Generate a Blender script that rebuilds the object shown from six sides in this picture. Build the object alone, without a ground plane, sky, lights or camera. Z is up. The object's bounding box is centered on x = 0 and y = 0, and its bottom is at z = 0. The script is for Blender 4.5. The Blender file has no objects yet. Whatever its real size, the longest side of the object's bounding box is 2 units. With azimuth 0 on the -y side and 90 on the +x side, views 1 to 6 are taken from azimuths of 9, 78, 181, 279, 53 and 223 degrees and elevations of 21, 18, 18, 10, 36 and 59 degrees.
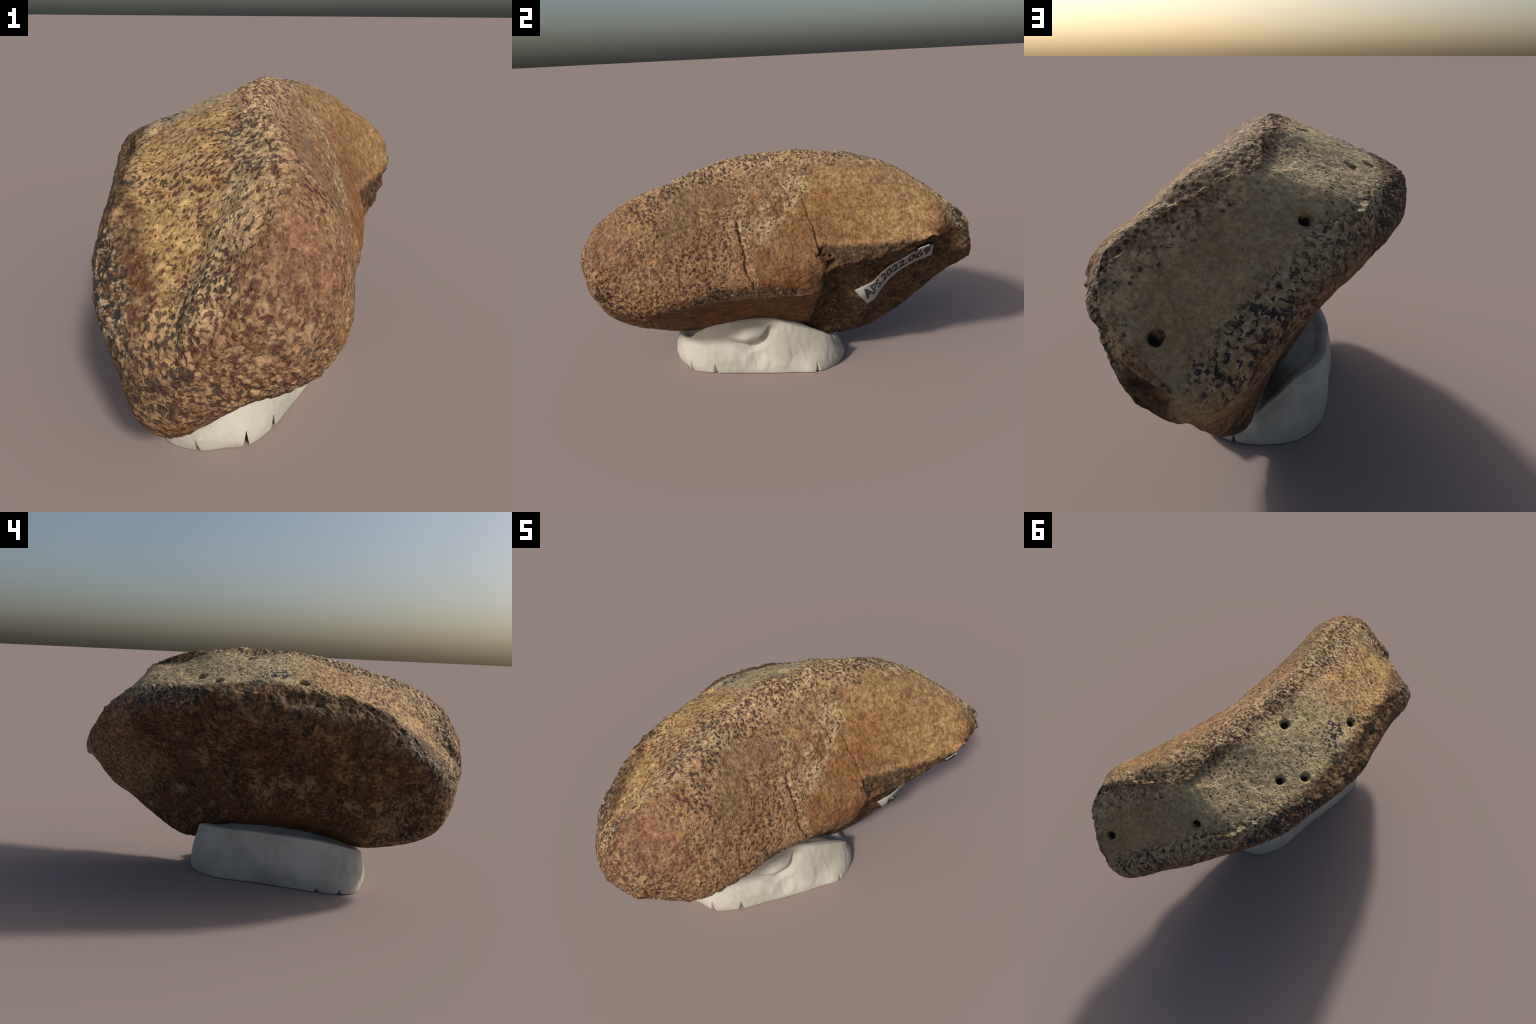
"""A porous fossil bone (a curved, four-sided block with a saddle-shaped joint
groove along its back) resting on a lump of pale putty.

The bone is a loft: sixteen lengthwise lines (rims, crests, faces, keel) run from
the near end to the far end, and every cross-section passes through them.  Relief
(roughness, pits, cracks, chipped rims) is added along the normals."""
import bpy, bmesh, math, random
import numpy as np
from mathutils import Vector, noise
from mathutils.bvhtree import BVHTree

random.seed(7)
noise.seed_set(7)

# ------------------------------------------------------------------ bone: lines
NEAR_POLE = (0.004, -0.994, 0.584)
FAR_POLE = (0.179, 0.994, 0.581)
LINES = {
    "rim": [(-0.021, -0.958, 0.679), (0.032, -0.879, 0.799), (0.097, -0.733, 0.955), (0.066, -0.547, 1.009), (-0.035, -0.350, 1.050), (-0.059, -0.150, 1.104), (-0.055, 0.053, 1.096), (-0.065, 0.231, 1.100), (0.007, 0.401, 1.050), (0.021, 0.526, 1.034), (0.099, 0.620, 0.998), (0.299, 0.760, 0.880), (0.375, 0.836, 0.827), (0.333, 0.904, 0.725)],
    "crest": [(0.084, -0.962, 0.745), (0.156, -0.891, 0.872), (0.179, -0.747, 0.972), (0.135, -0.549, 1.033), (0.063, -0.348, 1.086), (0.024, -0.151, 1.114), (0.012, 0.051, 1.128), (0.015, 0.221, 1.112), (0.016, 0.396, 1.092), (0.022, 0.543, 1.031), (0.182, 0.665, 0.975), (0.359, 0.779, 0.865), (0.373, 0.849, 0.786), (0.337, 0.910, 0.719)],
    "shoulder": [(0.134, -0.981, 0.734), (0.203, -0.889, 0.828), (0.225, -0.745, 0.950), (0.207, -0.550, 0.973), (0.126, -0.348, 1.014), (0.101, -0.149, 1.043), (0.087, 0.050, 1.081), (0.116, 0.218, 1.073), (0.139, 0.393, 1.069), (0.174, 0.551, 1.040), (0.278, 0.684, 0.948), (0.383, 0.785, 0.863), (0.371, 0.850, 0.784), (0.327, 0.914, 0.707)],
    "face_upper": [(0.190, -0.968, 0.682), (0.247, -0.883, 0.769), (0.298, -0.741, 0.859), (0.280, -0.552, 0.883), (0.192, -0.347, 0.974), (0.184, -0.149, 0.983), (0.159, 0.050, 1.015), (0.202, 0.219, 0.983), (0.250, 0.396, 0.989), (0.322, 0.562, 0.931), (0.351, 0.699, 0.907), (0.391, 0.785, 0.849), (0.380, 0.851, 0.768), (0.324, 0.919, 0.695)],
    "face_mid": [(0.227, -0.956, 0.615), (0.287, -0.873, 0.686), (0.329, -0.737, 0.753), (0.334, -0.553, 0.746), (0.296, -0.350, 0.815), (0.286, -0.150, 0.826), (0.257, 0.051, 0.882), (0.294, 0.209, 0.878), (0.339, 0.397, 0.862), (0.390, 0.567, 0.867), (0.418, 0.697, 0.859), (0.428, 0.773, 0.793), (0.413, 0.849, 0.736), (0.323, 0.925, 0.681)],
    "face_low": [(0.211, -0.950, 0.553), (0.274, -0.870, 0.581), (0.344, -0.730, 0.566), (0.361, -0.553, 0.556), (0.356, -0.351, 0.596), (0.373, -0.150, 0.595), (0.384, 0.069, 0.634), (0.374, 0.186, 0.690), (0.403, 0.393, 0.736), (0.422, 0.565, 0.810), (0.456, 0.689, 0.808), (0.434, 0.767, 0.752), (0.392, 0.846, 0.710), (0.316, 0.931, 0.668)],
    "ledge": [(0.142, -0.944, 0.519), (0.187, -0.855, 0.449), (0.297, -0.727, 0.454), (0.335, -0.551, 0.475), (0.326, -0.352, 0.498), (0.338, -0.152, 0.508), (0.324, 0.107, 0.444), (0.385, 0.175, 0.603), (0.455, 0.384, 0.651), (0.477, 0.560, 0.710), (0.479, 0.673, 0.741), (0.400, 0.755, 0.703), (0.382, 0.863, 0.677), (0.312, 0.939, 0.644)],
    "under": [(0.095, -0.943, 0.468), (0.126, -0.860, 0.440), (0.203, -0.729, 0.378), (0.192, -0.548, 0.388), (0.184, -0.351, 0.411), (0.228, -0.152, 0.412), (0.218, 0.117, 0.361), (0.228, 0.170, 0.392), (0.346, 0.388, 0.492), (0.349, 0.564, 0.519), (0.312, 0.695, 0.567), (0.304, 0.816, 0.556), (0.328, 0.905, 0.569), (0.288, 0.962, 0.572)],
    "keel_right": [(0.024, -0.944, 0.445), (0.039, -0.866, 0.371), (0.055, -0.729, 0.329), (0.100, -0.541, 0.308), (0.098, -0.351, 0.266), (0.123, -0.150, 0.288), (0.133, 0.099, 0.231), (0.119, 0.199, 0.236), (0.193, 0.397, 0.267), (0.181, 0.568, 0.346), (0.221, 0.697, 0.407), (0.221, 0.835, 0.467), (0.250, 0.937, 0.515), (0.243, 0.976, 0.532)],
    "keel": [(-0.045, -0.947, 0.408), (-0.097, -0.875, 0.296), (-0.069, -0.736, 0.232), (-0.062, -0.529, 0.187), (-0.014, -0.349, 0.210), (0.008, -0.148, 0.209), (0.002, 0.053, 0.193), (0.078, 0.230, 0.124), (0.081, 0.408, 0.122), (0.115, 0.573, 0.200), (0.126, 0.699, 0.285), (0.117, 0.845, 0.390), (0.170, 0.946, 0.500), (0.177, 0.981, 0.511)],
    "left_low": [(-0.075, -0.951, 0.409), (-0.178, -0.882, 0.350), (-0.168, -0.733, 0.262), (-0.162, -0.550, 0.254), (-0.124, -0.349, 0.297), (-0.129, -0.147, 0.311), (-0.121, 0.055, 0.309), (-0.004, 0.230, 0.227), (0.025, 0.408, 0.225), (0.051, 0.575, 0.285), (0.050, 0.682, 0.392), (0.027, 0.829, 0.487), (0.058, 0.930, 0.531), (0.101, 0.971, 0.542)],
    "left_mid": [(-0.132, -0.943, 0.466), (-0.224, -0.871, 0.470), (-0.191, -0.733, 0.445), (-0.237, -0.548, 0.505), (-0.227, -0.346, 0.550), (-0.236, -0.144, 0.554), (-0.248, 0.056, 0.564), (-0.188, 0.226, 0.532), (-0.103, 0.403, 0.551), (-0.045, 0.573, 0.526), (-0.060, 0.663, 0.560), (-0.066, 0.801, 0.627), (-0.005, 0.903, 0.625), (0.054, 0.951, 0.609)],
    "left_upper": [(-0.149, -0.946, 0.529), (-0.261, -0.865, 0.601), (-0.336, -0.727, 0.668), (-0.370, -0.543, 0.748), (-0.418, -0.338, 0.809), (-0.458, -0.135, 0.812), (-0.449, 0.058, 0.816), (-0.436, 0.223, 0.838), (-0.399, 0.402, 0.828), (-0.292, 0.572, 0.780), (-0.248, 0.661, 0.788), (-0.162, 0.778, 0.756), (-0.038, 0.869, 0.693), (0.048, 0.933, 0.653)],
    "brow": [(-0.127, -0.945, 0.573), (-0.227, -0.867, 0.637), (-0.289, -0.723, 0.772), (-0.315, -0.541, 0.896), (-0.351, -0.330, 0.933), (-0.447, -0.112, 0.934), (-0.465, 0.060, 0.932), (-0.425, 0.218, 0.934), (-0.338, 0.391, 0.934), (-0.293, 0.550, 0.914), (-0.209, 0.621, 0.904), (-0.158, 0.752, 0.807), (-0.001, 0.858, 0.731), (0.085, 0.923, 0.672)],
    "groove_left": [(-0.095, -0.943, 0.625), (-0.142, -0.860, 0.677), (-0.189, -0.728, 0.787), (-0.214, -0.543, 0.896), (-0.240, -0.341, 0.977), (-0.291, -0.139, 1.009), (-0.325, 0.055, 0.988), (-0.316, 0.219, 0.971), (-0.268, 0.392, 0.962), (-0.255, 0.553, 0.918), (-0.176, 0.639, 0.882), (-0.046, 0.738, 0.849), (0.083, 0.841, 0.748), (0.137, 0.920, 0.655)],
    "groove_mid": [(-0.044, -0.945, 0.643), (-0.052, -0.855, 0.722), (-0.057, -0.719, 0.842), (-0.082, -0.550, 0.963), (-0.122, -0.347, 1.037), (-0.170, -0.149, 1.059), (-0.194, 0.051, 1.053), (-0.190, 0.221, 1.032), (-0.154, 0.394, 1.009), (-0.181, 0.547, 0.961), (-0.093, 0.654, 0.896), (0.075, 0.732, 0.871), (0.213, 0.840, 0.752), (0.211, 0.924, 0.647)],
}
# how far each line is a hard edge instead of a soft curve
HARDNESS = {"rim": 0.25, "ledge": 0.8, "keel": 0.2, "brow": 0.3}
NAMES = list(LINES)


def hermite_weights(count, samples, closed, hard):
    """Rows of cubic weights, one per sample, over `count` knots."""
    out = np.zeros((len(samples), count))
    unit = np.eye(count)
    for row, t in enumerate(samples):
        j = int(math.floor(t))
        if not closed:
            j = min(j, count - 2)
        f = t - j
        knot = (lambda k: unit[k % count]) if closed else (lambda k: unit[min(max(k, 0), count - 1)])
        a, b = knot(j), knot(j + 1)
        chord = b - a
        ta = (knot(j + 1) - knot(j - 1)) / 2 if closed or j > 0 else chord
        tb = (knot(j + 2) - knot(j)) / 2 if closed or j + 2 <= count - 1 else chord
        ha, hb = hard[j % count], hard[(j + 1) % count]
        ta, tb = (1 - ha) * ta + ha * chord, (1 - hb) * tb + hb * chord
        out[row] = (2 * f**3 - 3 * f**2 + 1) * a + (f**3 - 2 * f**2 + f) * ta + (-2 * f**3 + 3 * f**2) * b + (f**3 - f**2) * tb
    return out


def even_steps(weights_of, last, controls, steps):
    """Parameters along the length at even distances."""
    t = np.linspace(0, last, 600)
    path = np.einsum("us,scd->ucd", weights_of(t), controls)
    d = np.linalg.norm(np.diff(path, axis=0), axis=2)
    d = d.mean(1) + 0.6 * d.max(1)
    s = np.concatenate([[0], np.cumsum(d)])
    return np.interp(np.linspace(0, s[-1], steps), s, t)


def smooth(x):
    x = np.clip(x, 0, 1)
    return x * x * (3 - 2 * x)


def segment_distance(p, a, b):
    a, b = np.array(a), np.array(b)
    ab = b - a
    t = np.clip((p - a) @ ab / (ab @ ab), 0, 1)
    return np.linalg.norm(p - a - t[:, None] * ab, axis=1)


def path_distance(p, path):
    return np.min([segment_distance(p, a, b) for a, b in zip(path[:-1], path[1:])], axis=0)


# round holes drilled into the joint groove: place, radius, depth
PITS = [
    ((-0.117, 0.038, 1.073), 0.024, 0.034), ((-0.300, -0.235, 0.978), 0.024, 0.034),
    ((-0.270, 0.236, 0.986), 0.020, 0.032), ((-0.338, 0.141, 0.973), 0.020, 0.032),
    ((-0.117, 0.630, 0.911), 0.020, 0.032), ((0.245, 0.888, 0.682), 0.022, 0.032),
    ((-0.093, 0.505, 0.973), 0.012, 0.025),
]
CRACKS = [
    [(0.279, -0.252, 0.844), (0.298, -0.245, 0.805), (0.313, -0.245, 0.769), (0.327, -0.238, 0.729), (0.338, -0.230, 0.698), (0.350, -0.238, 0.659), (0.362, -0.231, 0.616), (0.369, -0.209, 0.582), (0.353, -0.204, 0.532)],
    [(0.238, 0.081, 0.919), (0.266, 0.094, 0.878), (0.287, 0.094, 0.845), (0.312, 0.111, 0.808), (0.334, 0.112, 0.767), (0.354, 0.117, 0.728), (0.372, 0.126, 0.685)],
]

LONG, ROUND = 640, 528            # mesh steps along and around the bone
PER_LINE = ROUND // len(NAMES)


def fractal(points, scale, octaves, seed):
    off = Vector((seed * 3.7, seed * 1.3, seed * 7.9))
    return np.array([noise.fractal(Vector(p) * scale + off, 0.6, 2.1, octaves) for p in points])


def grid_normals(g):
    du = np.gradient(g, axis=0)
    dv = (np.roll(g, -1, 1) - np.roll(g, 1, 1)) / 2
    n = np.cross(du, dv)
    n /= np.linalg.norm(n, axis=2, keepdims=True) + 1e-12
    if np.sum((g - g.mean((0, 1))) * n) < 0:
        n = -n
    return n


def bone_surface():
    stations = len(LINES["rim"]) + 2
    controls = np.array([[NEAR_POLE] + LINES[k] + [FAR_POLE] for k in NAMES], float).transpose(1, 0, 2)
    along = lambda t: hermite_weights(stations, t, False, [0] * stations)
    u = even_steps(along, stations - 1, controls, LONG + 2)[1:-1]
    v = np.linspace(0, len(NAMES), ROUND, endpoint=False)
    hard = [HARDNESS.get(k, 0) for k in NAMES]
    g = np.einsum("us,vc,scd->uvd", along(u), hermite_weights(len(NAMES), v, True, hard), controls)
    n = grid_normals(g)
    p, m = g.reshape(-1, 3), n.reshape(-1, 3)
    line = np.tile(v, LONG)
    # roughness: lumps, then grain; rims and the far broken end are rougher
    near_line = lambda k, w: np.exp(-(np.minimum(abs(line - k), 16 - abs(line - k)) / w) ** 2)
    edge = near_line(13, 0.55) + 0.5 * near_line(0.4, 0.6) + 0.8 * near_line(6.2, 0.6)
    move = 0.0042 * fractal(p, 9, 3, 1) * (1 + 1.3 * edge) + 0.0017 * fractal(p, 34, 3, 2) * (1 + 1.6 * edge)
    # broken, scalloped edge above the recess on the far half of the side face
    chips = smooth(2.2 * fractal(p, 10, 2, 3) + 0.30) * np.exp(-((line - 6.05) / 0.42) ** 2) * smooth((p[:, 1] - 0.10) / 0.1) * smooth((0.85 - p[:, 1]) / 0.1)
    move -= 0.022 * chips
    # spongy, open bone on the rounded near end, the crest and the brow; a few lumps in the recess
    spongy = np.clip(smooth((-0.55 - p[:, 1] - 0.35 * (p[:, 2] - 0.6)) / 0.25) * np.exp(-(np.minimum(np.abs(line - 4.5), 3.5) / 3.2) ** 4) + 0.8 * near_line(0.8, 0.8) + 0.6 * edge, 0, 1)
    move -= 0.0055 * smooth(0.45 - 1.9 * fractal(p, 46, 2, 21)) * spongy
    move += 0.014 * fractal(p, 8, 3, 22) * np.exp(-((line - 7.4) / 0.8) ** 2) * smooth((p[:, 1] - 0.18) / 0.08)
    # hollowed recess under that edge
    move -= 0.045 * np.exp(-((line - 6.85) / 0.45) ** 2) * smooth((p[:, 1] - 0.15) / 0.08) * smooth((0.80 - p[:, 1]) / 0.12)
    for place, radius, depth in PITS:
        d = np.linalg.norm(p - np.array(place), axis=1)
        move -= depth * smooth(1.35 - d / radius)
    for path in CRACKS:
        wobble = path_distance(p, path)
        move -= 0.010 * smooth(1.2 - wobble / 0.008)
    # ragged notch where the right-hand crack meets the recess
    move -= 0.035 * smooth(1.2 - path_distance(p + 0.02 * np.stack([fractal(p, 24, 2, 6)] * 3, 1), [(0.372, 0.128, 0.690), (0.36, 0.165, 0.63), (0.30, 0.14, 0.50)]) / 0.026)
    # hollow scar chipped out of the brow above the outer face
    move -= 0.02 * smooth(1.2 - path_distance(p, [(-0.43, -0.20, 0.925), (-0.385, -0.31, 0.92)]) / 0.045)
    p = p + m * move[:, None]
    return p.reshape(LONG, ROUND, 3), np.array(NEAR_POLE), np.array(FAR_POLE)


def mesh_object(name, verts, faces, material, parent=None):
    me = bpy.data.meshes.new(name)
    me.from_pydata([tuple(v) for v in verts], [], faces)
    me.update()
    ob = bpy.data.objects.new(name, me)
    bpy.context.scene.collection.objects.link(ob)
    if material:
        me.materials.append(material)
    me.polygons.foreach_set("use_smooth", [True] * len(me.polygons))
    if parent:
        ob.parent = parent
    return ob


# ------------------------------------------------------------------ node helpers
class Nodes:
    def __init__(self, name):
        self.mat = bpy.data.materials.new(name)
        self.mat.use_nodes = True
        self.tree = self.mat.node_tree
        self.bsdf = self.tree.nodes["Principled BSDF"]
        self.pos = self.add("ShaderNodeTexCoord").outputs["Object"]

    def add(self, kind, **props):
        n = self.tree.nodes.new(kind)
        for k, v in props.items():
            setattr(n, k, v)
        return n

    def put(self, socket, value):
        if isinstance(value, bpy.types.NodeSocket):
            self.tree.links.new(value, socket)
        elif isinstance(value, (tuple, list)) and len(value) == 3 and socket.type == "RGBA":
            socket.default_value = (*value, 1)
        else:
            socket.default_value = value

    def math(self, op, a, b=0.0, clamp=False):
        n = self.add("ShaderNodeMath", operation=op, use_clamp=clamp)
        self.put(n.inputs[0], a)
        self.put(n.inputs[1], b)
        return n.outputs[0]

    def vec(self, op, a, b=(0, 0, 0)):
        n = self.add("ShaderNodeVectorMath", operation=op)
        self.put(n.inputs[0], a)
        if op == "SCALE":
            self.put(n.inputs["Scale"], b)
        else:
            self.put(n.inputs[1], b)
        return n.outputs["Value"] if op in ("LENGTH", "DOT_PRODUCT", "DISTANCE") else n.outputs["Vector"]

    def ramp(self, x, lo, hi):
        n = self.add("ShaderNodeMapRange", interpolation_type="SMOOTHSTEP")
        self.put(n.inputs["Value"], x)
        self.put(n.inputs["From Min"], lo)
        self.put(n.inputs["From Max"], hi)
        return n.outputs["Result"]

    def noise(self, scale, detail=4, rough=0.6, distort=0.0, at=None, color=False):
        n = self.add("ShaderNodeTexNoise")
        self.put(n.inputs["Vector"], at or self.pos)
        n.inputs["Scale"].default_value, n.inputs["Detail"].default_value = scale, detail
        n.inputs["Roughness"].default_value, n.inputs["Distortion"].default_value = rough, distort
        return n.outputs["Color" if color else 0]

    def voronoi(self, scale, at, feature="F1"):
        n = self.add("ShaderNodeTexVoronoi", feature=feature)
        self.put(n.inputs["Vector"], at)
        n.inputs["Scale"].default_value = scale
        return n

    def mix(self, f, a, b, blend="MIX"):
        n = self.add("ShaderNodeMix", data_type="RGBA", blend_type=blend)
        self.put(n.inputs["Factor"], f)
        self.put(n.inputs["A"], a)
        self.put(n.inputs["B"], b)
        return [o for o in n.outputs if o.type == "RGBA"][0]

    def channels(self, color):
        n = self.add("ShaderNodeSeparateColor")
        self.put(n.inputs[0], color)
        return list(n.outputs)[:3]

    def as_vector(self, color):
        n = self.add("ShaderNodeCombineXYZ")
        for socket, x in zip(n.inputs, self.channels(color)):
            self.put(socket, x)
        return n.outputs[0]

    def shaken(self, scale, amount, detail=3):
        c = self.vec("SUBTRACT", self.as_vector(self.noise(scale, detail, color=True)), (0.5, 0.5, 0.5))
        return self.vec("ADD", self.pos, self.vec("SCALE", c, amount))

    def blob(self, centre, radii, at, soft=0.35):
        q = self.vec("DIVIDE", self.vec("SUBTRACT", at, centre), radii)
        return self.ramp(self.vec("LENGTH", q), 1 + soft, 1 - soft)

    def near(self, path, at, width, soft=0.5):
        """1 close to a polyline, 0 away from it."""
        best = None
        for a, b in zip(path[:-1], path[1:]):
            ab = Vector(b) - Vector(a)
            ap = self.vec("SUBTRACT", at, tuple(a))
            t = self.math("DIVIDE", self.vec("DOT_PRODUCT", ap, tuple(ab)), ab.length_squared, True)
            d = self.vec("DISTANCE", ap, self.vec("SCALE", tuple(ab), t))
            best = d if best is None else self.math("MINIMUM", best, d)
        return self.ramp(best, width * (1 + soft), width * (1 - soft))

    def side(self, normal, offset, at, soft):
        """1 on the positive side of a plane."""
        return self.ramp(self.math("SUBTRACT", self.vec("DOT_PRODUCT", at, normal), offset), -soft, soft)

    def all(self, *m):
        out = m[0]
        for x in m[1:]:
            out = self.math("MULTIPLY", out, x)
        return out

    def any(self, *m):
        out = m[0]
        for x in m[1:]:
            out = self.math("MAXIMUM", out, x)
        return out

    def inv(self, m):
        return self.math("SUBTRACT", 1.0, m)

    def finish(self, color, roughness, height=None, strength=0.3, distance=0.01):
        self.put(self.bsdf.inputs["Base Color"], color)
        self.put(self.bsdf.inputs["Roughness"], roughness)
        self.bsdf.inputs["Specular IOR Level"].default_value = 0.25
        if height is not None:
            b = self.add("ShaderNodeBump")
            b.inputs["Strength"].default_value, b.inputs["Distance"].default_value = strength, distance
            self.put(b.inputs["Height"], height)
            self.put(self.bsdf.inputs["Normal"], b.outputs[0])
        return self.mat


GROOVE_AXIS = [(-0.10, -0.93, 0.66), (-0.10, -0.70, 0.82), (-0.14, -0.45, 0.93), (-0.245, -0.15, 1.0), (-0.26, 0.05, 1.01), (-0.245, 0.22, 1.01), (-0.16, 0.42, 0.98), (-0.03, 0.64, 0.93), (0.13, 0.75, 0.82), (0.22, 0.85, 0.75), (0.22, 0.93, 0.64)]
RIM_LINE = [(0.0, -0.92, 0.735), (0.075, -0.8, 0.89), (0.1, -0.68, 0.98), (0.07, -0.5, 1.01), (0.03, -0.25, 1.06), (0.0, 0.05, 1.10), (0.03, 0.35, 1.07), (0.11, 0.6, 1.01), (0.31, 0.765, 0.88), (0.385, 0.85, 0.8), (0.37, 0.9, 0.69)]
BROW_LINE = [(-0.18, -0.9, 0.6), (-0.307, -0.656, 0.832), (-0.345, -0.372, 0.928), (-0.448, -0.14, 0.939), (-0.46, 0.03, 0.925), (-0.42, 0.23, 0.935), (-0.32, 0.43, 0.925), (-0.2, 0.61, 0.9), (-0.1, 0.72, 0.8), (0.04, 0.86, 0.7)]


def bone_material(name, part):
    """One look for the whole bone; each part only computes the regions that reach it.
    calm gathers the places where pores are few."""
    face, top, low = part == "side_face", part == "joint_groove", part == "low"
    k = Nodes(name)
    wob = k.shaken(9, 0.10)
    wob2 = k.shaken(28, 0.03)
    fine, mid, big = k.noise(52, 6, 0.7), k.noise(19, 5, 0.65), k.noise(5, 3, 0.6)
    tone = k.math("MULTIPLY", k.math("ADD", fine, mid), 0.5)
    # tan ground of the whole bone
    c = k.mix(k.ramp(tone, 0.36, 0.64), (0.130, 0.071, 0.032), (0.340, 0.215, 0.108))
    c = k.mix(k.math("MULTIPLY", k.ramp(big, 0.42, 0.62), 0.5), c, (0.165, 0.078, 0.040))
    calm, groove = 0.0, 0.0
    # far half of the side face: smooth sand, with an ochre patch between the cracks
    if face:
        m = k.all(k.side((0.0, 1.0, 0.0), 0.06, wob, 0.05), k.side((1.0, 0.0, 0.55), 0.72, wob, 0.06))
        c = k.mix(m, c, k.mix(k.ramp(tone, 0.36, 0.64), (0.170, 0.098, 0.044), (0.335, 0.212, 0.104)))
        calm = k.math("MULTIPLY", m, 0.85)
        m = k.all(k.side((0.55, 0.62, 0.2), 0.205, wob2, 0.008), k.side((0.8, 0.0, -0.6), -0.405, wob, 0.06), k.side((0.0, -0.25, 1.0), 0.45, wob, 0.05))
        calm = k.any(calm, k.math("MULTIPLY", m, 0.9))
        m = k.all(m, k.side((0.0, -1.0, 0.0), -0.33, wob, 0.22), k.ramp(k.noise(6.5, 3), 0.25, 0.55))
        c = k.mix(m, c, k.mix(k.ramp(tone, 0.36, 0.64), (0.135, 0.062, 0.025), (0.250, 0.128, 0.054)))
    # rosy worn dome at the near end and the grey dip behind it
    if face:
        m = k.blob((0.21, -0.86, 0.74), (0.18, 0.15, 0.18), wob, 0.5)
        c = k.mix(k.math("MULTIPLY", m, 0.75), c, k.mix(k.ramp(mid, 0.3, 0.7), (0.110, 0.050, 0.030), (0.230, 0.120, 0.070)))
        calm = k.any(calm, k.math("MULTIPLY", m, 0.5))
        m = k.any(k.near([(0.155, -0.451, 1.012), (0.235, -0.50, 0.93), (0.30, -0.55, 0.80)], wob, 0.06, 0.7), k.blob((0.215, -0.335, 0.985), (0.06, 0.10, 0.07), wob))
        c = k.mix(k.math("MULTIPLY", m, 0.7), c, k.mix(mid, (0.130, 0.085, 0.045), (0.230, 0.155, 0.090)))
        calm = k.any(calm, k.math("MULTIPLY", m, 0.7))
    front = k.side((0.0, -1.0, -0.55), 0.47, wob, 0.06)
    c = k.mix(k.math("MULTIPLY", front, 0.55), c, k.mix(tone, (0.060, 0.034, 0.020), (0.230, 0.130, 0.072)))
    # joint groove: grey stone, yellow in the near pan, browner on the end face
    if not face:
        groove = k.all(k.near(GROOVE_AXIS, wob2, 0.20, 0.14), k.side((0.0, 0.9, 1.0), -0.235, wob, 0.04))
        c = k.mix(groove, c, k.mix(k.ramp(tone, 0.36, 0.64), (0.315, 0.240, 0.132), (0.500, 0.395, 0.230)))
        m = k.all(groove, k.side((0.0, -1.0, 0.0), 0.22, wob, 0.10), k.side((0.0, 0.9, 1.0), -0.24, wob, 0.05))
        c = k.mix(m, c, k.mix(k.ramp(tone, 0.37, 0.63), (0.200, 0.118, 0.047), (0.480, 0.315, 0.148)))
        calm = k.any(calm, k.math("MULTIPLY", k.all(groove, k.inv(m)), 0.25))
        m = k.all(groove, k.side((0.0, 0.8, -0.6), -0.10, wob, 0.10))
        c = k.mix(k.math("MULTIPLY", m, 0.7), c, k.mix(k.ramp(big, 0.4, 0.6), (0.285, 0.205, 0.110), (0.260, 0.155, 0.078)))
        calm = k.any(calm, k.math("MULTIPLY", m, 0.85))
    # outer face: dark brown, mottled with paler and blacker patches
    if not face:
        outer_brown = k.mix(k.ramp(tone, 0.40, 0.62), (0.045, 0.024, 0.012), (0.165, 0.095, 0.042))
        outer_brown = k.mix(k.math("MULTIPLY", k.ramp(big, 0.44, 0.60), 0.65), outer_brown, (0.105, 0.046, 0.017))
        patchy = k.noise(7.5, 3)
        outer_brown = k.mix(k.all(k.ramp(patchy, 0.52, 0.62), k.ramp(tone, 0.46, 0.56), 0.8), outer_brown, (0.260, 0.170, 0.085))
        outer_brown = k.mix(k.all(k.ramp(patchy, 0.45, 0.36), k.ramp(tone, 0.54, 0.46), 0.8), outer_brown, (0.022, 0.018, 0.016))
        m = k.all(k.side((-0.80, -0.05, -0.60), -0.29, wob2, 0.03), k.side((-1.0, 0.35, 0.2), -0.06, wob, 0.04))
        c = k.mix(m, c, outer_brown)
        calm = k.any(calm, k.math("MULTIPLY", m, 0.55))
    # underside strip: smooth, streaked red-brown; broken recess: blackened with baked-in occlusion
    if not top:
        streak = k.noise(14, 5, 0.65, at=k.vec("MULTIPLY", k.pos, (6.0, 0.8, 6.0)))
        m = k.all(k.side((0.25, 0.0, -1.0), -0.385, k.shaken(20, 0.015), 0.008), k.side((0.0, -1.0, 0.0), -0.13, k.pos, 0.01), k.side((1.0, 0.0, 0.3), -0.05, wob, 0.04))
        c = k.mix(m, c, k.mix(k.ramp(streak, 0.3, 0.7), (0.075, 0.032, 0.013), (0.185, 0.088, 0.036)))
        calm = k.any(calm, m)
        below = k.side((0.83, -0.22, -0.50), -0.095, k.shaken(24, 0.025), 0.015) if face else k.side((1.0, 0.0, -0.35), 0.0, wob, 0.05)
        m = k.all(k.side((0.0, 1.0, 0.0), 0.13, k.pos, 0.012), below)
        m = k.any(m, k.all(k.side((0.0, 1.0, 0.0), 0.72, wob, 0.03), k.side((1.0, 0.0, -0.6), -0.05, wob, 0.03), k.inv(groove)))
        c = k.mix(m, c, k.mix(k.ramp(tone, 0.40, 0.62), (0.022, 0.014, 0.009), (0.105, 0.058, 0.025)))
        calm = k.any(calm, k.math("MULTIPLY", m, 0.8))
    # pores: dark irregular mouths, crowded on crest, near end and rims
    dense = k.math("ADD", k.math("MULTIPLY", k.ramp(k.noise(4.2, 3), 0.35, 0.65), 0.20), 0.18)
    crest = k.near(RIM_LINE, wob2, 0.085, 0.35)
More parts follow.
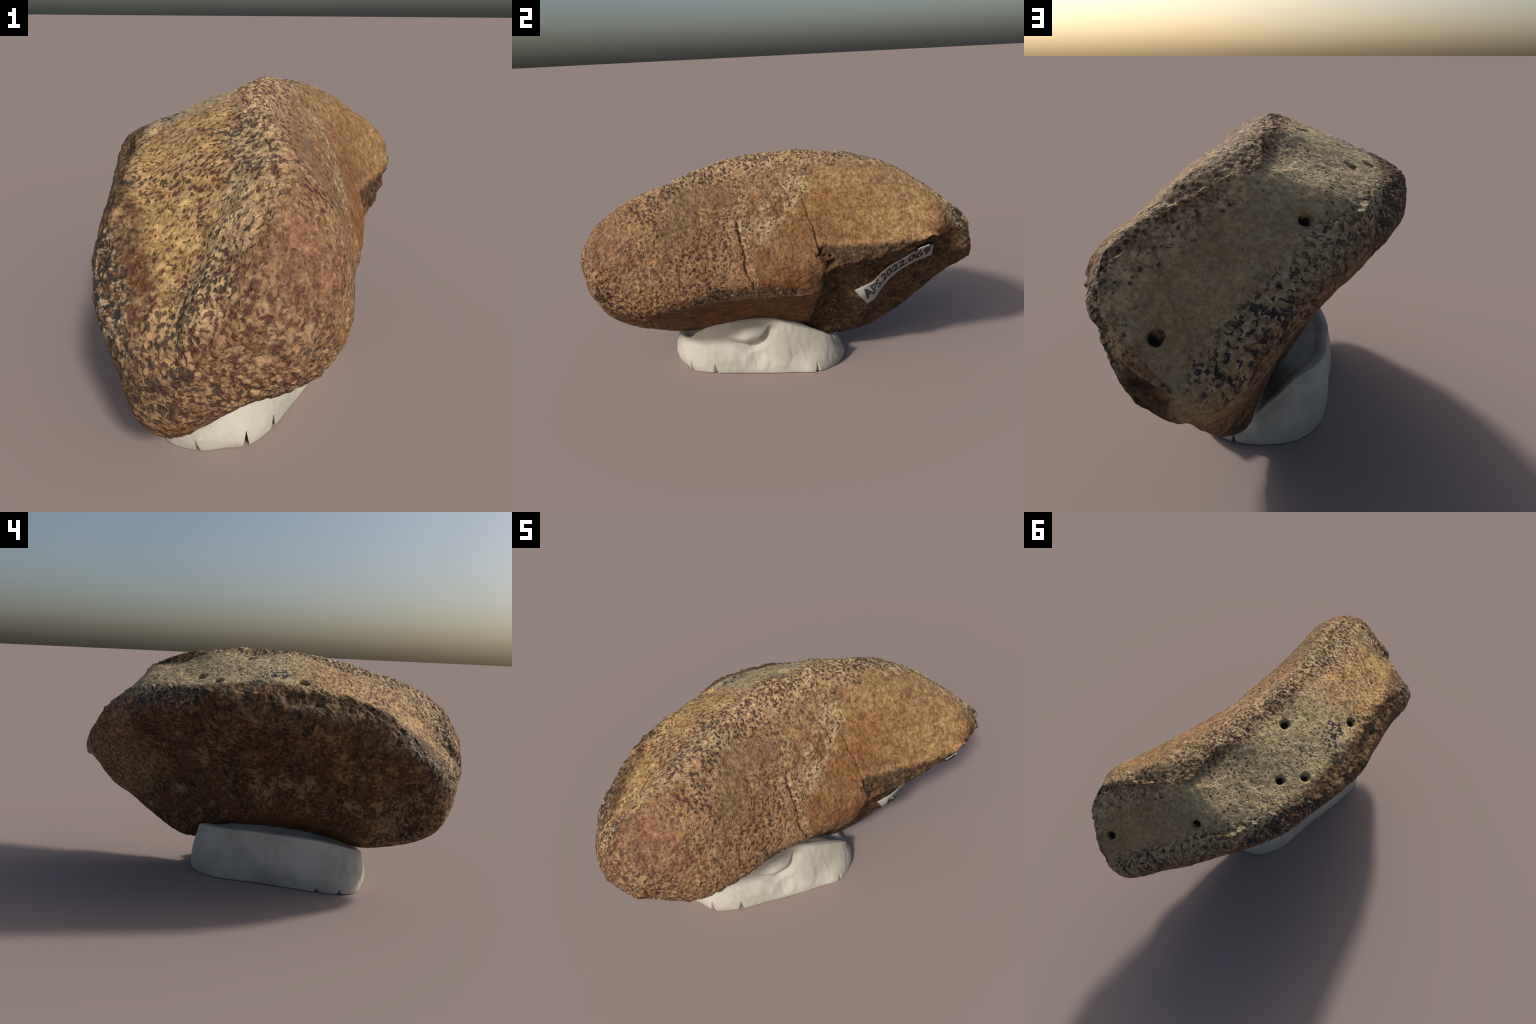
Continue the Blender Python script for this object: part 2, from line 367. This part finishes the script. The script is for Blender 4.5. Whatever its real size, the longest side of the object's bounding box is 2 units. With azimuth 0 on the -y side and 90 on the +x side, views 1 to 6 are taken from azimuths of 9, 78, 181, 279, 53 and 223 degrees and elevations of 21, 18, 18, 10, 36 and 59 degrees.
    if face:      # pale pitted band running down from the crest to the left-hand crack
        crest = k.any(crest, k.all(k.near([(0.150, 0.06, 1.02), (0.20, 0.05, 0.97), (0.265, -0.07, 0.88), (0.305, -0.2, 0.79)], wob, 0.065, 0.6), k.ramp(k.noise(13, 3), 0.36, 0.58)))
    calm = k.all(calm, k.inv(k.math("MULTIPLY", crest, 0.9)))
    c = k.mix(k.math("MULTIPLY", crest, 0.72), c, k.mix(k.ramp(tone, 0.36, 0.62), (0.200, 0.125, 0.058), (0.520, 0.390, 0.225)))
    dense = k.math("ADD", dense, k.math("MULTIPLY", crest, 0.06))
    dense = k.math("ADD", dense, k.math("MULTIPLY", k.near(BROW_LINE, wob2, 0.055, 0.6), 0.12))
    dense = k.math("ADD", k.math("MULTIPLY", dense, k.inv(calm)), k.math("MULTIPLY", front, 0.12))
    worm = k.noise(74, 1.0, 0.5, 0.5)
    slim = 0.0 if face else k.math("MULTIPLY", groove, k.math("MULTIPLY", k.inv(k.side((0.0, -1.0, 0.0), 0.28, wob, 0.12)), 0.075))
    pore = k.ramp(k.math("SUBTRACT", k.math("SUBTRACT", k.math("ADD", k.math("MULTIPLY", dense, 0.46), 0.246), slim), worm), -0.02, 0.045)
    c = k.mix(k.math("MULTIPLY", k.all(k.ramp(worm, 0.52, 0.66), k.inv(calm)), 0.35), c, (0.450, 0.320, 0.185))
    v2 = k.voronoi(48, k.shaken(60, 0.014, 2))
    size = k.math("ADD", 0.40, k.math("MULTIPLY", k.channels(v2.outputs["Color"])[0], 0.8))
    dot = k.ramp(k.math("SUBTRACT", v2.outputs["Distance"], k.math("MULTIPLY", dense, size)), 0.08, -0.04)
    pore = k.any(pore, k.math("MULTIPLY", dot, 0.95))
    coarse = k.noise(44, 1.0, 0.5, 0.6)
    open_bone = k.any(k.math("MULTIPLY", front, 0.9), k.math("MULTIPLY", crest, 0.45))
    pore = k.any(pore, k.all(open_bone, k.ramp(coarse, 0.425, 0.375)))
    c = k.mix(k.all(open_bone, k.ramp(coarse, 0.50, 0.62), 0.35), c, (0.430, 0.300, 0.170))
    dark = k.mix(k.ramp(big, 0.42, 0.58), (0.040, 0.026, 0.022), (0.070, 0.028, 0.020))
    c = k.mix(k.math("MULTIPLY", pore, 0.88), c, dark)
    # black crust: mottled along the brow, ledge and a patch in the groove
    crust = k.near([(0.40, 0.80, 0.84), (0.42, 0.84, 0.74), (0.37, 0.93, 0.62)], wob2, 0.05, 0.5)
    if not face:
        crust = k.any(crust, k.near([(-0.42, 0.25, 0.90), (-0.31, 0.46, 0.88), (-0.17, 0.63, 0.83), (-0.03, 0.80, 0.72), (0.10, 0.92, 0.60)], wob2, 0.075, 0.4))
        crust = k.any(crust, k.near([(-0.25, -0.82, 0.72), (-0.22, -0.93, 0.55), (-0.33, -0.7, 0.8)], wob2, 0.05, 0.5))
    if top:
        crust = k.any(crust, k.near([(-0.27, -0.16, 1.02), (-0.30, -0.08, 1.01), (-0.37, -0.05, 0.98)], wob2, 0.045, 0.4))
    else:
        crust = k.any(crust, k.near([(0.25, -0.65, 0.45), (0.335, -0.5, 0.475), (0.335, -0.3, 0.50), (0.345, -0.12, 0.49), (0.33, 0.08, 0.50)], wob2, 0.025, 0.5))
    mottle = k.ramp(k.noise(54, 3, 0.6, 0.6), 0.50, 0.43)
    c = k.mix(k.all(crust, mottle), c, (0.026, 0.025, 0.026))
    c = k.mix(k.all(crust, k.inv(mottle), k.ramp(fine, 0.5, 0.62), 0.6), c, (0.36, 0.32, 0.24))
    # shadow inside cracks and pits, painted near-black on their floors
    floor = None
    if face:
        at = k.shaken(40, 0.007)
        for p in CRACKS:
            d = k.near(p, at, 0.0052, 0.5)
            floor = d if floor is None else k.any(floor, d)
    if top:
        for p, r, d in PITS:
            inward = Vector((0.35, 0.0, -0.93)) if p[1] < 0.55 else Vector((0.35, -0.6, -0.65))
            d = k.near([tuple(Vector(p) - inward * 0.02), tuple(Vector(p) + inward * (d + 0.02))], wob2, r * 0.85, 0.3)
            floor = d if floor is None else k.any(floor, d)
    if floor is not None:
        c = k.mix(floor, c, (0.020, 0.016, 0.015))
    # fine grain
    c = k.mix(0.6, c, k.mix(k.ramp(fine, 0.25, 0.75), (0.26, 0.25, 0.24), (0.76, 0.75, 0.73)), "OVERLAY")
    c = k.mix(0.4, c, (1.0, 0.90, 0.76), "MULTIPLY")      # warm iron stain over everything
    height = k.math("ADD", k.math("MULTIPLY", fine, 0.5), k.math("MULTIPLY", mid, 0.4))
    height = k.math("ADD", height, k.math("MULTIPLY", k.ramp(worm, 0.34, 0.50), 0.9))
    return k.finish(c, 0.8, height, 0.5, 0.008)


def putty_material():
    k = Nodes("pale_putty")
    n, f = k.noise(6, 4), k.noise(45, 5)
    c = k.mix(k.ramp(n, 0.3, 0.7), (0.37, 0.345, 0.285), (0.49, 0.465, 0.40))
    c = k.mix(k.math("MULTIPLY", k.ramp(f, 0.55, 0.8), 0.3), c, (0.29, 0.27, 0.23))
    return k.finish(c, 0.7, k.math("ADD", n, k.math("MULTIPLY", f, 0.3)), 0.25, 0.01)


def plain_material(name, color, rough):
    k = Nodes(name)
    c = k.mix(k.ramp(k.noise(40, 4), 0.3, 0.7), tuple(x * 0.86 for x in color), color)
    return k.finish(c, rough)


# ------------------------------------------------------------------ build: bone
fossil = bpy.data.objects.new("fossil_bone", None)
bpy.context.scene.collection.objects.link(fossil)
fossil["label"] = "porous brown fossil bone with curved joint groove and ridge"
fossil["category"] = "fossil bone"

grid, near_pole, far_pole = bone_surface()
verts = np.concatenate([grid.reshape(-1, 3), near_pole[None], far_pole[None]])
NEAR, FAR = LONG * ROUND, LONG * ROUND + 1


def strip_faces(first, last):
    """Faces between two lengthwise lines (numbers in NAMES order), end fans included."""
    out = []
    for j in range(first * PER_LINE, last * PER_LINE):
        a, b = j % ROUND, (j + 1) % ROUND
        out.append((NEAR, b, a))
        for i in range(LONG - 1):
            out.append((i * ROUND + a, i * ROUND + b, (i + 1) * ROUND + b, (i + 1) * ROUND + a))
        e = (LONG - 1) * ROUND
        out.append((FAR, e + a, e + b))
    return out


REGIONS = {"side_face": (0, 6), "underside": (6, 10), "outer_face": (10, 13), "joint_groove": (13, 16)}
faces = {name: strip_faces(*span) for name, span in REGIONS.items()}
whole = bpy.data.meshes.new("whole")
whole.from_pydata(verts.tolist(), [], [f for fs in faces.values() for f in fs])
whole.update()
flip = np.mean([whole.polygons[i].normal.dot(whole.polygons[i].center - Vector((0.05, 0, 0.65))) for i in range(0, len(whole.polygons), 97)]) < 0
if flip:
    faces = {n: [f[::-1] for f in fs] for n, fs in faces.items()}
    whole.clear_geometry()
    whole.from_pydata(verts.tolist(), [], [f for fs in faces.values() for f in fs])
    whole.update()
normals = np.empty(len(verts) * 3, np.float32)
whole.vertex_normals.foreach_get("vector", normals)
normals = normals.reshape(-1, 3)
tree = BVHTree.FromPolygons(verts.tolist(), [f for fs in faces.values() for f in fs])
bpy.data.meshes.remove(whole)

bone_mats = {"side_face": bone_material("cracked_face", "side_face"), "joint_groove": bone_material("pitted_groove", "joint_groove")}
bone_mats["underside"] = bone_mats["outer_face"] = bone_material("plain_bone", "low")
for name, fs in faces.items():
    used, inverse = np.unique(np.concatenate([np.array(f) for f in fs]), return_inverse=True)
    local, i = [], 0
    for f in fs:
        local.append(tuple(int(x) for x in inverse[i:i + len(f)]))
        i += len(f)
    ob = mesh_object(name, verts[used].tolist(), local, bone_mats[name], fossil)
    ob.data.normals_split_custom_set_from_vertices(normals[used].tolist())

# ------------------------------------------------------------------ build: label
LABEL_TOP = [(0.266, 0.334, 0.428), (0.324, 0.408, 0.484), (0.366, 0.428, 0.540), (0.397, 0.461, 0.584), (0.417, 0.547, 0.633), (0.441, 0.603, 0.674), (0.455, 0.675, 0.699)]
LABEL_LOW = [(0.229, 0.418, 0.330), (0.245, 0.452, 0.359), (0.288, 0.471, 0.431), (0.326, 0.495, 0.492), (0.354, 0.537, 0.540), (0.381, 0.601, 0.584), (0.403, 0.690, 0.620)]
VIEW_SIDE = Vector((0.865, -0.385, 0.33)).normalized()


def resample(path, s):
    path = np.array(path)
    d = np.concatenate([[0], np.cumsum(np.linalg.norm(np.diff(path, axis=0), axis=1))])
    return np.array([np.interp(s * d[-1], d, path[:, i]) for i in range(3)])


def on_label(s, t, lift):
    """Point on the paper strip: s along it, t from its lower to its upper edge."""
    q = Vector(resample(LABEL_LOW, s) * (1 - t) + resample(LABEL_TOP, s) * t)
    hit, n, _, _ = tree.ray_cast(q + VIEW_SIDE * 0.25, -VIEW_SIDE)
    base = hit if hit and (hit - q).length < 0.14 else q
    return base + VIEW_SIDE * lift


def label_points(lift, along=60, across=10):
    rows = np.array([[on_label(i / along, j / across, lift) for j in range(across + 1)] for i in range(along + 1)])
    for _ in range(3):                      # paper bridges small hollows
        rows[1:-1, 1:-1] = (rows[:-2, 1:-1] + rows[2:, 1:-1] + rows[1:-1, :-2] + rows[1:-1, 2:]) / 4
    return rows


paper = label_points(0.011)
A, B = paper.shape[:2]


def paper_at(s, t, lift):
    x, y = min(max(s, 0), 0.9999) * (A - 1), min(max(t, 0), 0.9999) * (B - 1)
    i, j = int(x), int(y)
    fx, fy = x - i, y - j
    q = (paper[i, j] * (1 - fx) + paper[i + 1, j] * fx) * (1 - fy) + (paper[i, j + 1] * (1 - fx) + paper[i + 1, j + 1] * fx) * fy
    return Vector(q) + VIEW_SIDE * lift


label = mesh_object("paper_label", paper.reshape(-1, 3).tolist(), [(i * B + j, (i + 1) * B + j, (i + 1) * B + j + 1, i * B + j + 1) for i in range(A - 1) for j in range(B - 1)], plain_material("label_paper", (0.36, 0.35, 0.325), 0.75), fossil)  # white paper greyed down to include the shadow under the ledge
solid = label.modifiers.new("thickness", "SOLIDIFY")
solid.thickness, solid.offset = 0.004, 0

font_curve = bpy.data.curves.new("lettering", "FONT")
font_curve.body = "APS.2022.069"
font_curve.resolution_u = 4
font_curve.offset = 0.028
text = bpy.data.objects.new("lettering_source", font_curve)
bpy.context.scene.collection.objects.link(text)
bpy.context.view_layer.update()
flat = bpy.data.meshes.new_from_object(text.evaluated_get(bpy.context.evaluated_depsgraph_get()))
bpy.data.objects.remove(text)
bm = bmesh.new()
bm.from_mesh(flat)
bmesh.ops.triangulate(bm, faces=bm.faces)
for _ in range(2):
    bmesh.ops.subdivide_edges(bm, edges=[e for e in bm.edges if e.calc_length() > 0.1], cuts=1)
    bmesh.ops.triangulate(bm, faces=bm.faces)
xs, ys = [v.co.x for v in bm.verts], [v.co.y for v in bm.verts]
x0, x1, y0, y1 = min(xs), max(xs), min(ys), max(ys)
letters = [paper_at(0.04 + 0.92 * (v.co.x - x0) / (x1 - x0), 0.2 + 0.62 * (v.co.y - y0) / (y1 - y0), 0.014) for v in bm.verts]
bm.verts.index_update()
mesh_object("lettering", letters, [[v.index for v in f.verts] for f in bm.faces], plain_material("label_ink", (0.03, 0.03, 0.032), 0.7), label)
bm.free()
bpy.data.meshes.remove(flat)

# ------------------------------------------------------------------ build: putty
FOOT = [(-0.115, -0.565), (-0.03, -0.54), (0.055, -0.505), (0.125, -0.39), (0.175, -0.25), (0.222, -0.106), (0.25, 0.02), (0.277, 0.135), (0.222, 0.262), (0.125, 0.328), (0.0, 0.343), (-0.12, 0.304), (-0.205, 0.176), (-0.235, -0.08), (-0.27, -0.397), (-0.235, -0.53)]
LIP = [(-0.11, -0.545, 0.165), (-0.03, -0.535, 0.165), (0.02, -0.50, 0.18), (0.06, -0.455, 0.225), (0.10, -0.335, 0.27), (0.155, -0.09, 0.27), (0.19, 0.02, 0.245), (0.20, 0.17, 0.19), (0.17, 0.258, 0.13), (0.09, 0.30, 0.07), (-0.0, 0.285, 0.14), (-0.10, 0.275, 0.235), (-0.200, 0.155, 0.252), (-0.234, -0.08, 0.254), (-0.220, -0.36, 0.235), (-0.18, -0.51, 0.20)]
NOTCHES = [(-0.115, -0.563, 0.050), (0.042, -0.509, 0.065), (0.117, -0.392, 0.055), (0.270, 0.133, 0.05), (0.126, 0.327, 0.045), (-0.268, -0.36, 0.022), (-0.258, -0.46, 0.025)]


def build_putty(round_steps=960, up_steps=90):
    n = len(FOOT)
    v = np.linspace(0, n, round_steps, endpoint=False)
    w = hermite_weights(n, v, True, [0] * n)
    foot = w @ np.array([(x, y, 0) for x, y in FOOT])
    lip = w @ np.array(LIP)
    centre = np.array([0.0, -0.12, 0.0])
    rings = []
    for t in np.linspace(0, 1, up_steps):
        if t < 0.72:                                   # outer wall, bulging a little
            f = t / 0.72
            p = foot * (1 - f) + lip * f
            bulge = 0.010 * math.sin(math.pi * min(f * 1.15, 1)) - 0.012 * (1 - f) ** 6
        else:                                          # rolls over the lip and in under the bone
            f = (t - 0.72) / 0.28
            inner = centre + (lip - centre) * np.array([0.5, 0.75, 0]) + np.array([0.0, 0.0, 0.12])
            p = lip * (1 - f) + inner * f
            p[:, 2] = lip[:, 2] + (0.03 * smooth((lip[:, 0] + 0.05) / 0.1) - 0.012) * f + 0.006 * math.sin(math.pi * min(1, f * 2.2)) * (1 - f)
            bulge = 0.0
        out = p - centre
        out[:, 2] = 0
        out /= np.linalg.norm(out, axis=1, keepdims=True)
        rings.append(p + out * bulge)
    g = np.array(rings)
    p = g.reshape(-1, 3)
    out = p - centre
    out[:, 2] = 0
    out /= np.linalg.norm(out, axis=1, keepdims=True)
    move = 0.006 * fractal(p, 6, 2, 11) + 0.0012 * fractal(p, 26, 2, 12)
    # thumbed fold on the sunny side: a lip over a hollow, with a vertical dent beside it
    move += 0.034 * smooth(1.35 - np.linalg.norm((p - np.array((0.15, -0.22, 0.225))) / np.array((0.09, 0.105, 0.05)), axis=1))
    move -= 0.022 * smooth(1.3 - path_distance(p, [(0.15, -0.335, 0.195), (0.175, -0.225, 0.140), (0.18, -0.145, 0.165), (0.165, -0.09, 0.22)]) / 0.026)
    move -= 0.012 * smooth(1.3 - path_distance(p, [(0.185, -0.17, 0.12), (0.21, -0.19, 0.06)]) / 0.05)
    move += 0.008 * smooth(1.3 - path_distance(p, [(0.19, -0.055, 0.20), (0.24, -0.06, 0.03)]) / 0.05)
    # faint draped creases where the putty was pressed
    move += 0.004 * np.abs(fractal(p * np.array([1, 1, 0.45]), 13, 2, 14)) - 0.002
    move *= smooth(p[:, 2] / 0.05) * 0.8 + 0.2
    for x, y, h in NOTCHES:
        across = np.array([-(y + 0.12), x]) / math.hypot(x, y + 0.12)
        d = np.abs((p[:, :2] - np.array([x, y])) @ across)
        here = np.linalg.norm(p[:, :2] - np.array([x, y]), axis=1) < 0.06
        half = 0.007 * np.clip(1 - p[:, 2] / h, 0, 1)
        move -= np.where(here & (half > 0), 0.09 * smooth(1.5 - d / np.maximum(half, 1e-5)), 0)
    p = p + out * move[:, None]
    p[:, 2] = np.maximum(p[:, 2], 0)
    faces = [(i * round_steps + j, i * round_steps + (j + 1) % round_steps, (i + 1) * round_steps + (j + 1) % round_steps, (i + 1) * round_steps + j) for i in range(up_steps - 1) for j in range(round_steps)]
    faces.append(tuple(range(round_steps))[::-1])
    faces.append(tuple((up_steps - 1) * round_steps + j for j in range(round_steps)))
    ob = mesh_object("putty_stand", p.tolist(), faces, putty_material())
    ob["label"] = "low lump of pale grey modelling putty as a stand"
    ob["category"] = "putty stand"
    return ob


build_putty()
